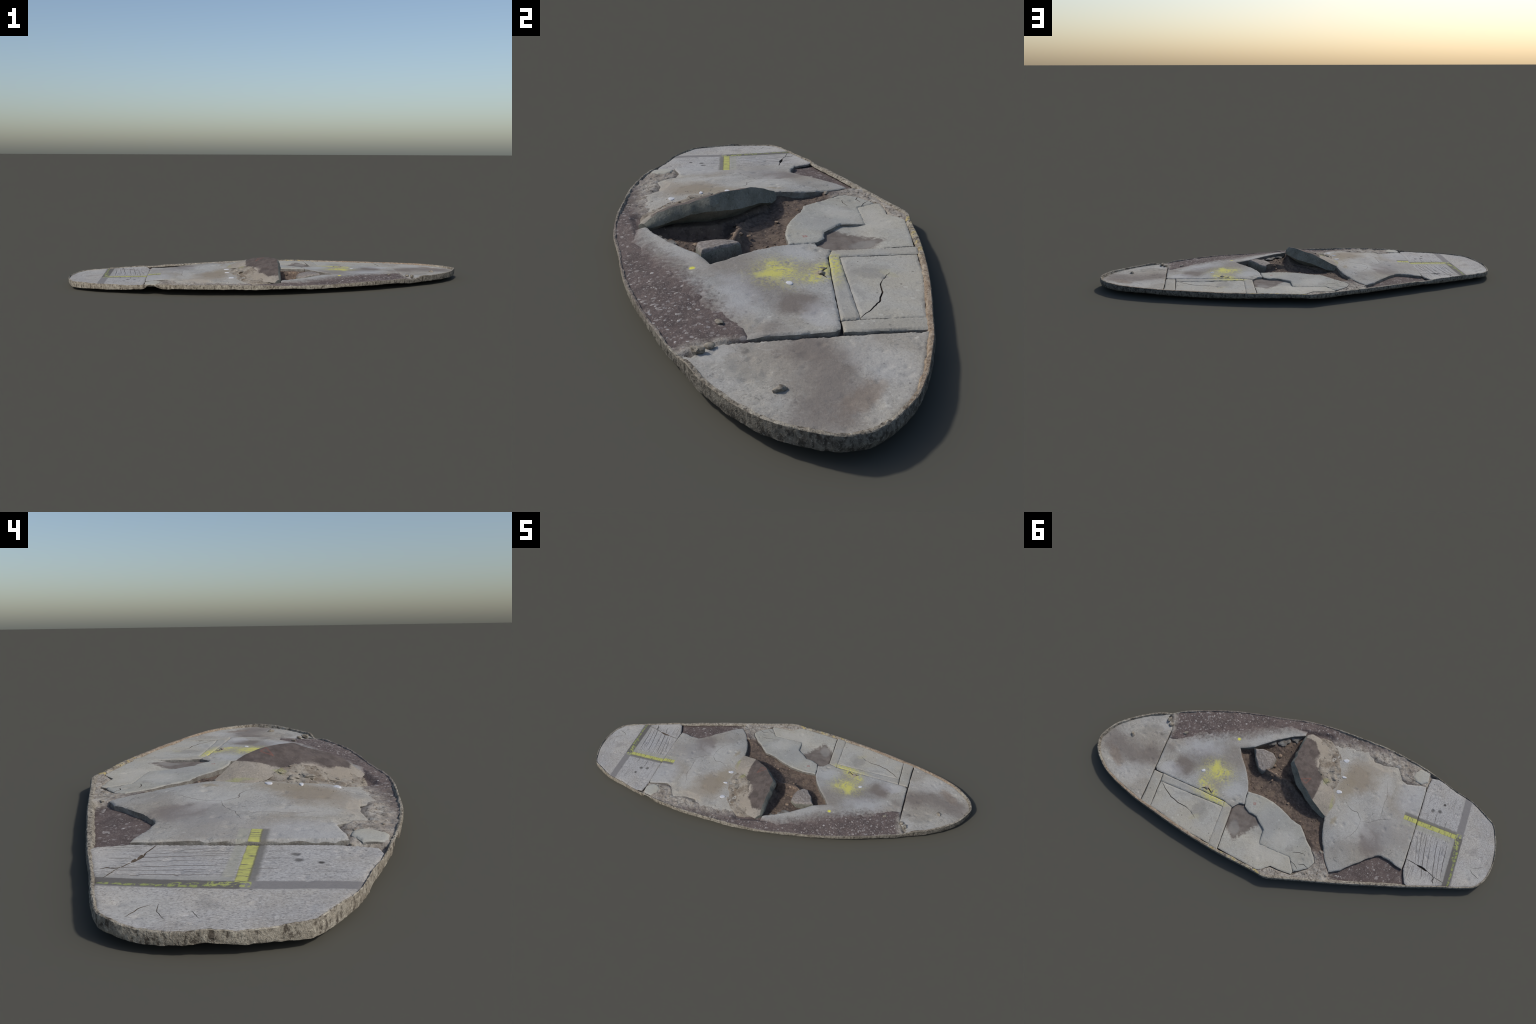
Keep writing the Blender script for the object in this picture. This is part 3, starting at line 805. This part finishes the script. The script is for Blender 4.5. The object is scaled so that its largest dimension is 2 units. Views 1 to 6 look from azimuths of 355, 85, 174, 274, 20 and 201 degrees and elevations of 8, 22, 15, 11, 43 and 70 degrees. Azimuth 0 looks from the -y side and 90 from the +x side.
def main_top(P):
    z = grade(P) + .0012
    d, _ = seg_dist(P, FADE)
    return z - .0075 * sstep(.07, .012, d + .022 * fbm(P[:, 0], P[:, 1], .045, 4, 23, .55)) + .0008 * fbm(P[:, 0], P[:, 1], .014, 3, 24) * sstep(.10, .05, d)
FADE = [(.668, -.130), (.645, -.142), (.615, -.165), (.565, -.215), (.450, -.256), (.361, -.296), (.252, -.348), (.145, -.386), (.07, -.392), (.022, -.368)]
MAIN_POLY = np.array([(.41, .111), (.648, .088), (.664, .085), (.6725, .073), (.6728, .029), (.6726, -.079), (.670, -.126), (.655, -.137), (.615, -.165),
      (.565, -.215), (.450, -.256), (.361, -.296), (.252, -.348), (.145, -.386), (.040, -.397), (.030, -.345), (.032, -.323), (.097, -.293), (.155, -.257),
      (.207, -.217), (.249, -.183), (.315, -.156), (.294, -.119), (.250, -.06), (.219, -.002), (.204, .039), (.205, .066), (.1965, .110),
      (.222, .112), (.248, .1430), (.262, .1380), (.2920, .1262)])
plate("main_slab", MAIN_POLY, [MAIN, SIDE, CRACK], top=main_top, bottom=lambda R: grade(R) - .024 + .014 * sstep(.05, .0, seg_dist(R, FADE)[0]), seed=21, dents=70, amp=.0019, size=.03,
      cracks=[crack([(.42, .10), (.39, .09), (.365, .11)], .003, .005, .004, 3)])

plate("edging_strip", [(.6735, .0885), (.6275, .0925), (.6245, .274), (.676, .258)], [FRAME, SIDE, CRACK], top=inset_top(.0), seed=31, amp=.0008, edge=.0025)
plate("edging_strip", [(.6262, .0922), (.41, .1135), (.2945, .128), (.2925, .1528), (.6232, .1312)], [FRAME, SIDE, CRACK], top=inset_top(.0003), seed=33, amp=.0006, edge=.0025)
plate("edging_strip", [(.2925, .1275), (.250, .144), (.2435, .341), (.243, .361), (.2905, .350)], [FRAME, SIDE, CRACK], top=inset_top(.0003), seed=35, amp=.0007, edge=.0025)
plate("recessed_panel", [(.6222, .1325), (.2920, .1542), (.2915, .344), (.336, .337), (.413, .325), (.498, .301), (.573, .277), (.6232, .267)],
      [PANEL, SIDE, CRACK], top=inset_top(-.0015), seed=37, dents=10, amp=.0006, edge=.002,
      cracks=[crack([(.612, .138), (.579, .166), (.544, .190), (.502, .206), (.460, .212), (.438, .222)], .0019, .005, .003, 5),
              crack([(.438, .222), (.415, .235), (.397, .250)], .0008, .0015, .004, 6)])

def lower_top(P):
    d = sstep(.05, .02, P[:, 0]) 
    lowk = sstep(.03, .075, P[:, 0]) * sstep(.30, .22, P[:, 1])
    return grade(P) - .0004 - .0085 * lowk * sstep(.33, .24, P[:, 1])
plate("lower_slab", [(.245, .148), (.236, .118), (.221, .109), (.193, .114), (.153, .128), (.108, .136), (.074, .165), (.052, .193), (.048, .266),
      (.008, .2735), (-.090, .281), (-.128, .343), (-.123, .356), (-.058, .355), (-.021, .350), (.016, .380), (.036, .387), (.120, .374), (.2405, .352)],
      [LOWER, SIDE, CRACK], top=lower_top, thick=.012, seed=41, dents=12, amp=.0007, edge=.0015, relief=.0006)
CRUST_POLY = [(.2005, .043), (.134, .0425), (.066, .0545), (.008, .0795), (-.041, .1075), (-.094, .124), (-.120, .150), (-.142, .181), (-.173, .210),
      (-.186, .228), (-.201, .248), (-.209, .270), (-.191, .304), (-.130, .342), (-.0925, .2835), (.008, .2755), (.063, .270), (.067, .200),
      (.097, .172), (.122, .147), (.163, .1405), (.192, .116), (.199, .089)]
def crust_top(P):
    return grade(P) + .0012 * sstep(.30, .24, P[:, 1])
plate("thin_slab", CRUST_POLY, [CRUST, SIDE, CRACK], top=crust_top, thick=.013, seed=43, dents=25, amp=.0017, edge=.0025,
      cracks=[crack([(-.145, .325), (-.128, .31), (-.10, .295)], .0012, .002, .003, 8), crack([(-.10, .255), (-.13, .245), (-.155, .247)], .0012, .002, .003, 9),
              crack([(-.19, .303), (-.165, .295), (-.14, .30)], .0014, .003, .003, 10)])

LEFT_POLY = np.array([(-.189, .055), (-.197, .105), (-.205, .136), (-.218, .174), (-.229, .195), (-.253, .246), (-.287, .289), (-.334, .264), (-.378, .222), (-.432, .175),
      (-.466, .149), (-.492, .134), (-.549, .149), (-.604, .165), (-.6072, .114), (-.6078, .076), (-.6085, -.018), (-.609, -.088), (-.609, -.153),
      (-.6092, -.235), (-.606, -.263), (-.569, -.258), (-.513, -.242), (-.482, -.256), (-.473, -.295), (-.449, -.315), (-.382, -.300), (-.332, -.305),
      (-.300, -.36), (-.213, -.355), (-.100, -.335), (-.085, -.262), (-.1, -.18), (-.12, -.1), (-.165, -.02)])
LEFT_FADE = [(-.482, -.256), (-.473, -.295), (-.449, -.315), (-.382, -.300), (-.332, -.305), (-.300, -.36), (-.213, -.355), (-.10, -.335)]
def left_top(P):
    z = grade(P) + .001
    d, _ = seg_dist(P, LEFT_FADE)
    return z - .007 * sstep(.035, .0, d + .012 * fbm(P[:, 0], P[:, 1], .03, 3, 53))
plate("big_slab", LEFT_POLY, [LEFT, SIDE, CRACK], top=left_top, bottom=lambda R: grade(R) - .020 + .010 * sstep(.05, .0, seg_dist(R, LEFT_FADE)[0]), seed=51, dents=90, amp=.0026, size=.035,
      cracks=[crack([(-.272, -.042), (-.299, -.026), (-.328, -.024), (-.355, .008)], .0008, .002, .004, 12),
              crack([(-.355, .01), (-.40, .0), (-.44, -.03), (-.49, -.045)], .0005, .001, .006, 13),
              crack([(-.44, -.03), (-.435, -.10), (-.44, -.16), (-.42, -.22)], .0005, .001, .006, 14),
              crack([(-.355, .01), (-.345, .07), (-.31, .12)], .0005, .001, .006, 15)])

TAIL_POLY = [(-.6105, .161), (-.6115, .109), (-.6112, .070), (-.6115, -.023), (-.612, -.093), (-.612, -.159), (-.6125, -.241), (-.615, -.275), (-.622, -.318)] \
      + rim_arc(lambda x: x < -.640, .0045) + [(-.632, .222)]
lines = [crack([(x0, y0), ((x0 + x1) / 2 + .002, (y0 + y1) / 2), (x1, y1)], w, .0022, .0018, 20 + i) for i, (x0, y0, x1, y1, w) in enumerate((
    (-.632, -.02, -.655, .11, .0007), (-.650, -.02, -.672, .135, .0008), (-.672, -.03, -.700, .18, .0011), (-.700, -.01, -.712, .13, .0008),
    (-.725, -.02, -.750, .17, .0011), (-.748, -.01, -.766, .155, .0008), (-.775, -.02, -.783, .15, .0011), (-.690, -.15, -.69, -.10, .0008), (-.745, -.13, -.742, -.095, .0008)))]
plate("tail_slab", TAIL_POLY, [TAIL, SIDE, CRACK], top=inset_top(.0003), thick=.007, seed=61, dents=60, amp=.0014,
      cracks=lines + [crack([(-.614, .109), (-.648, .116), (-.672, .122)], .0016, .004, .003, 31), crack([(-.668, .121), (-.69, .126), (-.718, .133)], .0055, .009, .002, 32),
                      crack([(-.716, .132), (-.737, .142), (-.754, .152)], .0014, .004, .002, 33), crack([(-.754, .151), (-.750, .17), (-.757, .18)], .002, .004, .003, 34),
                      crack([(-.754, .151), (-.785, .158), (-.80, .163)], .0012, .003, .002, 35),
                      crack([(-.955, .03), (-.93, .045), (-.90, .05)], .0006, .002, .004, 36), crack([(-.95, -.02), (-.925, -.005)], .0006, .002, .003, 37),
                      crack([(-.95, .09), (-.92, .075), (-.905, .06)], .001, .003, .003, 38)])
plate("patch_disc", [(-.557, -.344), (-.6045, -.335), (-.609, -.287), (-.578, -.267), (-.553, -.270), (-.533, -.291), (-.540, -.319)],
      [DISC, SIDE, CRACK], top=inset_top(.0008), seed=63, amp=.0012, edge=.003, thick=.008)

# heaved slab: loft between its free edge (ridge), the foot of that face, and the line where it dives into the ground
RIDGE = [(.022, -.326, .058), (.021, -.290, .087), (.026, -.250, .103), (.031, -.208, .113), (.029, -.178, .121), (.033, -.147, .131), (.0, -.105, .132),
         (-.034, -.062, .128), (-.082, -.023, .119), (-.122, .008, .103), (-.155, .028, .087), (-.189, .049, .0725)]
FOOT = [(.030, -.318, .047), (.034, -.285, .055), (.036, -.245, .069), (.039, -.205, .081), (.042, -.175, .089), (.046, -.140, .093), (.027, -.106, .089),
        (-.008, -.060, .080), (-.060, -.018, .074), (-.107, .018, .062), (-.138, .038, .054), (-.181, .054, .050)]
BACK = [(.0, -.345, .048), (-.040, -.335, .050), (-.090, -.310, .051), (-.125, -.270, .054), (-.125, -.225, .066), (-.115, -.180, .079), (-.125, -.140, .084),
        (-.155, -.108, .080), (-.190, -.085, .074), (-.213, -.050, .070), (-.215, -.020, .069), (-.198, .040, .068)]
def resample(p, n, angular=.6):
    """along control points: part spline, part straight facets"""
    p = np.array(p); m = len(p); out = []
    for k in range(n):
        s = k / (n - 1) * (m - 1); i = min(int(s), m - 2); t = s - i
        a, b, c, d = p[max(i - 1, 0)], p[i], p[i + 1], p[min(i + 2, m - 1)]
        out.append(angular * (b + (c - b) * t) + (1 - angular) * 0.5 * (2 * b + (c - a) * t + (2 * a - 5 * b + 4 * c - d) * t ** 2 + (3 * b - a - 3 * c + d) * t ** 3))
    return np.array(out)
def build_heave():
    n = 130
    R, F, K = resample(RIDGE, n), resample(FOOT, n), resample(BACK, n)
    e = .0028 * fbm(R[:, 0], R[:, 1], .03, 4, 201, .6)
    R = R + np.c_[e, e, -.5 * e]
    e = .006 * fbm(F[:, 0] + 3, F[:, 1], .035, 4, 203, .6)
    F = F + np.c_[e, e * .5, e]
    U = F * .55 + K * .45; U[:, 2] = np.minimum(F[:, 2] - .012, .05) - .02 + .006 * fbm(U[:, 0], U[:, 1], .05, 3, 209)
    sec = []; slot = []
    for q in np.linspace(1, .04, 44):                   # top, from the ground up to the ridge
        p = R * (1 - q) + K * q
        bulge = .0035 * math.sin(math.pi * q)
        p = p + np.c_[0 * e, 0 * e, bulge + .0035 * fbm(p[:, 0], p[:, 1], .05, 4, 205, .6) * min(1, 6 * q)]
        sec.append(p); slot.append(0)
    for q in (0., .06, .15, .3, .5, .7, .85, .95, 1.0):  # the broken face
        p = R * (1 - q) + F * q
        out = .006 * math.sin(math.pi * q) * np.interp(np.arange(n) / n, [0, .45, .6, 1], [1, 1, .15, .1])
        r = .004 * math.sin(math.pi * min(1, q + .05)) * fbm(p[:, 0] * 1.1 + p[:, 2] * 2, p[:, 1] - p[:, 2], .014, 3, 207, .6)
        p = p + np.c_[(out + r) * .8, (out + r) * .6, 0 * r]
        sec.append(p); slot.append(1)
    for q in np.linspace(.08, 1, 10):                   # underside
        p = F * (1 - q) + U * q
        p = p + np.c_[0 * e, 0 * e, .002 * fbm(p[:, 0], p[:, 1], .03, 3, 211)]
        sec.append(p); slot.append(1)
    verts = np.vstack(sec); faces = []; sl = []
    m = len(sec)
    for r in range(m):
        r2 = (r + 1) % m
        for i in range(n - 1):
            faces.append((r * n + i, r * n + i + 1, r2 * n + i + 1, r2 * n + i)); sl.append(slot[r])
    for i, rev in ((0, False), (n - 1, True)):
        f = [r * n + i for r in range(m)]
        faces.append(f if rev else f[::-1]); sl.append(1)
    ob = add_object("heaved_slab", verts, faces, [HEAVE, HEAVE_SIDE], sl, sharp=38)
    import bmesh
    bm = bmesh.new(); bm.from_mesh(ob.data); bmesh.ops.recalc_face_normals(bm, faces=bm.faces[:]); bm.to_mesh(ob.data); bm.free()
    ob.data.set_sharp_from_angle(angle=math.radians(38))
build_heave()

# crumbled debris at the foot of the heaved slab
debris_spline = Spline2D([(-.128, -.254, .058), (-.122, -.215, .072), (-.115, -.175, .086), (-.135, -.130, .087), (-.178, -.094, .078), (-.205, -.21, .062),
      (-.212, -.16, .066), (-.195, -.27, .054), (-.12, -.34, .044), (-.06, -.345, .047), (-.07, -.2, .095), (-.06, -.29, .066), (-.1, -.3, .051), (-.03, -.33, .052),
      (-.165, -.16, .075), (-.16, -.21, .067), (-.12, -.12, .093)], 5e-4)
def debris_top(P):
    x, y = P[:, 0], P[:, 1]
    z = debris_spline(P) + .0042 * fbm(x, y, .03, 4, 301, .62) + .005 * (np.abs(fbm(x, y, .05, 3, 305)) - .2)
    for hx, hy, r, dep in ((-.150, -.160, .012, .009), (-.160, -.205, .010, .008), (-.170, -.135, .008, .006), (-.135, -.240, .010, .007), (-.185, -.165, .009, .006)):
        z = z - dep * np.exp(-((x - hx) ** 2 + (y - hy) ** 2) / r ** 2)
    d = signed(P, np.array(DEBRIS_POLY))
    return z - .005 * sstep(.012, .0, d)
DEBRIS_POLY = [(-.06, -.345), (-.10, -.345), (-.15, -.31), (-.185, -.27), (-.195, -.21), (-.212, -.16), (-.207, -.12), (-.186, -.085), (-.16, -.082), (-.125, -.105),
               (-.09, -.15), (-.075, -.20), (-.065, -.25), (-.05, -.29), (-.02, -.335)]
plate("debris", DEBRIS_POLY, [DEBRIS, DEBRIS, CRACK], top=debris_top, thick=.02, seed=71, amp=.004, edge=.002, relief=.001)

# loose rock in the hole
ROCK_POLY = [(.249, -.176), (.206, -.187), (.156, -.187), (.130, -.169), (.133, -.128), (.146, -.090), (.174, -.074), (.198, -.086), (.228, -.129)]
rock_plane = Spline2D([(.245, -.172, .0605), (.198, -.187, .058), (.135, -.16, .043), (.15, -.09, .047), (.19, -.08, .055), (.20, -.13, .060), (.165, -.13, .056)], 1e-3)
plate("rock", ROCK_POLY, [ROCK_TOP, HEAVE_SIDE, CRACK], top=lambda P: rock_plane(P), thick=.045, seed=73, amp=.004, size=.035, relief=.0018, res=.0035, edge=.007, lean=-.004, side_rough=.003, floor=.012)

# ---------------------------------------------------------------- stones
def stone_mesh(seed, level=3, squash=.6, rough=.22):
    import bmesh
    bm = bmesh.new(); bmesh.ops.create_icosphere(bm, subdivisions=level, radius=1)
    for v in bm.verts:
        c = v.co
        k = 1 + rough * float(fbm(np.array([c.x * 1.0 + c.z * .7 + seed * 3.1]), np.array([c.y + c.z * .6]), .9, 3, seed)[0])
        v.co = Vector((c.x * k, c.y * k, c.z * k * squash))
    V = np.array([v.co[:] for v in bm.verts]); F = [[v.index for v in f.verts] for f in bm.faces]
    bm.free()
    return V, F
def stones(name, places, mat, stuff=False, rough=.22, level=2):
    """weathered stones of six shapes, turned and scaled"""
    kinds = [stone_mesh(400 + i, level, .6, rough) for i in range(6)]
    VV, FF = [], []
    for i, (x, y, z, r, flat) in enumerate(places):
        V, F = kinds[i % 6]
        a = random.uniform(0, 6.28); s = random.uniform(.65, 1.0)
        v = V * np.array([r, r * s, r * flat])
        v = np.c_[v[:, 0] * math.cos(a) - v[:, 1] * math.sin(a) + x, v[:, 0] * math.sin(a) + v[:, 1] * math.cos(a) + y, v[:, 2] + z]
        if stuff:
            FF += [tuple(j + len(VV) for j in f) for f in F]; VV += list(v)
        else:
            add_object(name, v, F, [mat], sharp=50)
    if stuff:
        ob = add_object(name, VV, FF, [mat], sharp=50); ob["kind"] = "stuff"

def at(x, y):
    return float(grade(np.array([[x, y]]))[0])
big = [(.852, -.050, at(.852, -.05) + .001, .0125, 1.1), (.708, -.190, .046, .014, .9), (.397, .093, at(.397, .093) + .002, .010, .8), (.367, .102, at(.367, .102), .007, .9),
       (.688, -.165, .043, .010, .7), (.602, -.146, .046, .010, .5)]
stones("stone", big, STONE, rough=.75, level=3)
rub = [(-.139, -.266, .050, .021, .55), (-.150, -.185, .076, .020, .6), (-.168, -.150, .076, .015, .6), (-.178, -.205, .066, .010, .6)]
stones("broken_lump", rub, DEBRIS, rough=.75, level=3)
sill = [(.128, -.085, .049, .017, .7), (.102, -.080, .048, .013, .7), (.150, -.10, .04, .012, .8), (.106, -.150, .021, .006, .8), (.118, -.19, .028, .010, .6), (.112, -.05, .042, .006, .7),
        (-.083, .103, .045, .006, .6), (.0, .036, .040, .008, .5), (.125, -.13, .03, .008, .7), (.10, -.12, .022, .006, .6)]
stones("dirt_clod", sill, plain("dirt_clod", (.17, .12, .085), (.34, .26, .19), .01, .5), rough=.4, level=3)

ledge = [(.205 - .16 * q + random.uniform(-.003, .003), -.2205 - .094 * q, random.uniform(.033, .040), r, .3)
         for q, r in ((.10, .013), (.22, .020), (.47, .024), (.60, .014), (.83, .022), (.95, .012))]
stones("broken_ledge", ledge, SIDE, rough=.8, level=3)

def scatter(poly, n, r0, r1, flat, lift, hz):
    poly = np.array(poly); lo, hi = poly.min(0), poly.max(0); pts = []
    while len(pts) < n:
        p = RNG.uniform(lo, hi, (n * 3, 2)); p = p[inside(p, poly) & inside(p, RIM[:, :2] * np.array([.99, .97]))]
        pts += list(p)
    P = np.array(pts[:n]); z = hz(P); r = r0 + (r1 - r0) * RNG.random(n) ** 3
    return [(a, b, c + lift * rr, rr, flat) for (a, b), c, rr in zip(P, z, r)]
STRIP = [(.69, -.22), (.64, -.15), (.56, -.17), (.46, -.22), (.36, -.27), (.24, -.33), (.1, -.37), (-.1, -.375), (-.25, -.385), (-.25, -.45), (.7, -.45)]
ground = lambda P: np.maximum(bed_height(P), np.where(inside(P, MAIN_POLY), main_top(P), 0))
chips = scatter(STRIP, 300, .0012, .0075, .5, -.25, ground) + scatter(TRIANGLE, 50, .0012, .006, .5, -.2, bed_height)
chips += scatter([(.42, -.24), (.66, -.17), (.66, -.30), (.42, -.36)], 55, .004, .011, .5, -.3, ground)
stones("pale_chips", chips, PEBBLE, True, .35)
gravel = scatter(RUBBLE_LEFT, 170, .002, .007, .6, -.3, bed_height) + scatter(RUBBLE_RIGHT, 50, .002, .007, .6, .0, bed_height)
gravel += scatter(DEBRIS_POLY, 240, .001, .0055, .7, .0, debris_top) + scatter([(-.20, -.30), (-.26, -.28), (-.25, -.10), (-.21, -.08)], 60, .001, .0035, .6, -.1, left_top)
stones("gravel", gravel, DEBRIS, True, .4)
dirt = scatter([tuple(p) for p in HOLE], 260, .0015, .006, .6, .1, bed_height) + scatter([tuple(p) for p in HOLE], 40, .005, .011, .7, -.2, bed_height)
stones("dirt_crumbs", dirt, plain("dirt_crumb", (.085, .062, .048), (.19, .142, .108), .01, .4), True, .75)

# flat white spots stuck on the concrete
for i, (x, y, z, r, a) in enumerate(((.445, .014, None, .0095, .3), (-.201, -.259, .0595, .0125, .4), (-.216, -.171, .0695, .010, 1.2), (-.215, -.091, .0715, .0125, .7))):
    n = 40; z = z or at(x, y) + .0012
    rows = []
    ang = np.linspace(0, 2 * math.pi, n, endpoint=False)
    rr = r * (1 + .12 * np.sin(2 * ang + a) + .08 * np.sin(3 * ang + 2 * a + i))
    for k, h in ((1.0, -.003), (1.0, .0004), (.9, .0012), (.5, .0014)):
        rows.append(np.c_[x + rr * k * np.cos(ang), y + rr * k * (.8 if i != 2 else .6) * np.sin(ang), np.full(n, z + h)])
    verts = np.vstack(rows + [np.array([[x, y, z + .0014]])]); faces = []
    for q in range(3):
        for j in range(n):
            faces.append((q * n + j, q * n + (j + 1) % n, (q + 1) * n + (j + 1) % n, (q + 1) * n + j))
    faces += [(3 * n + j, 3 * n + (j + 1) % n, 4 * n) for j in range(n)]
    add_object("white_spot", verts, faces, [WHITE], sharp=60)
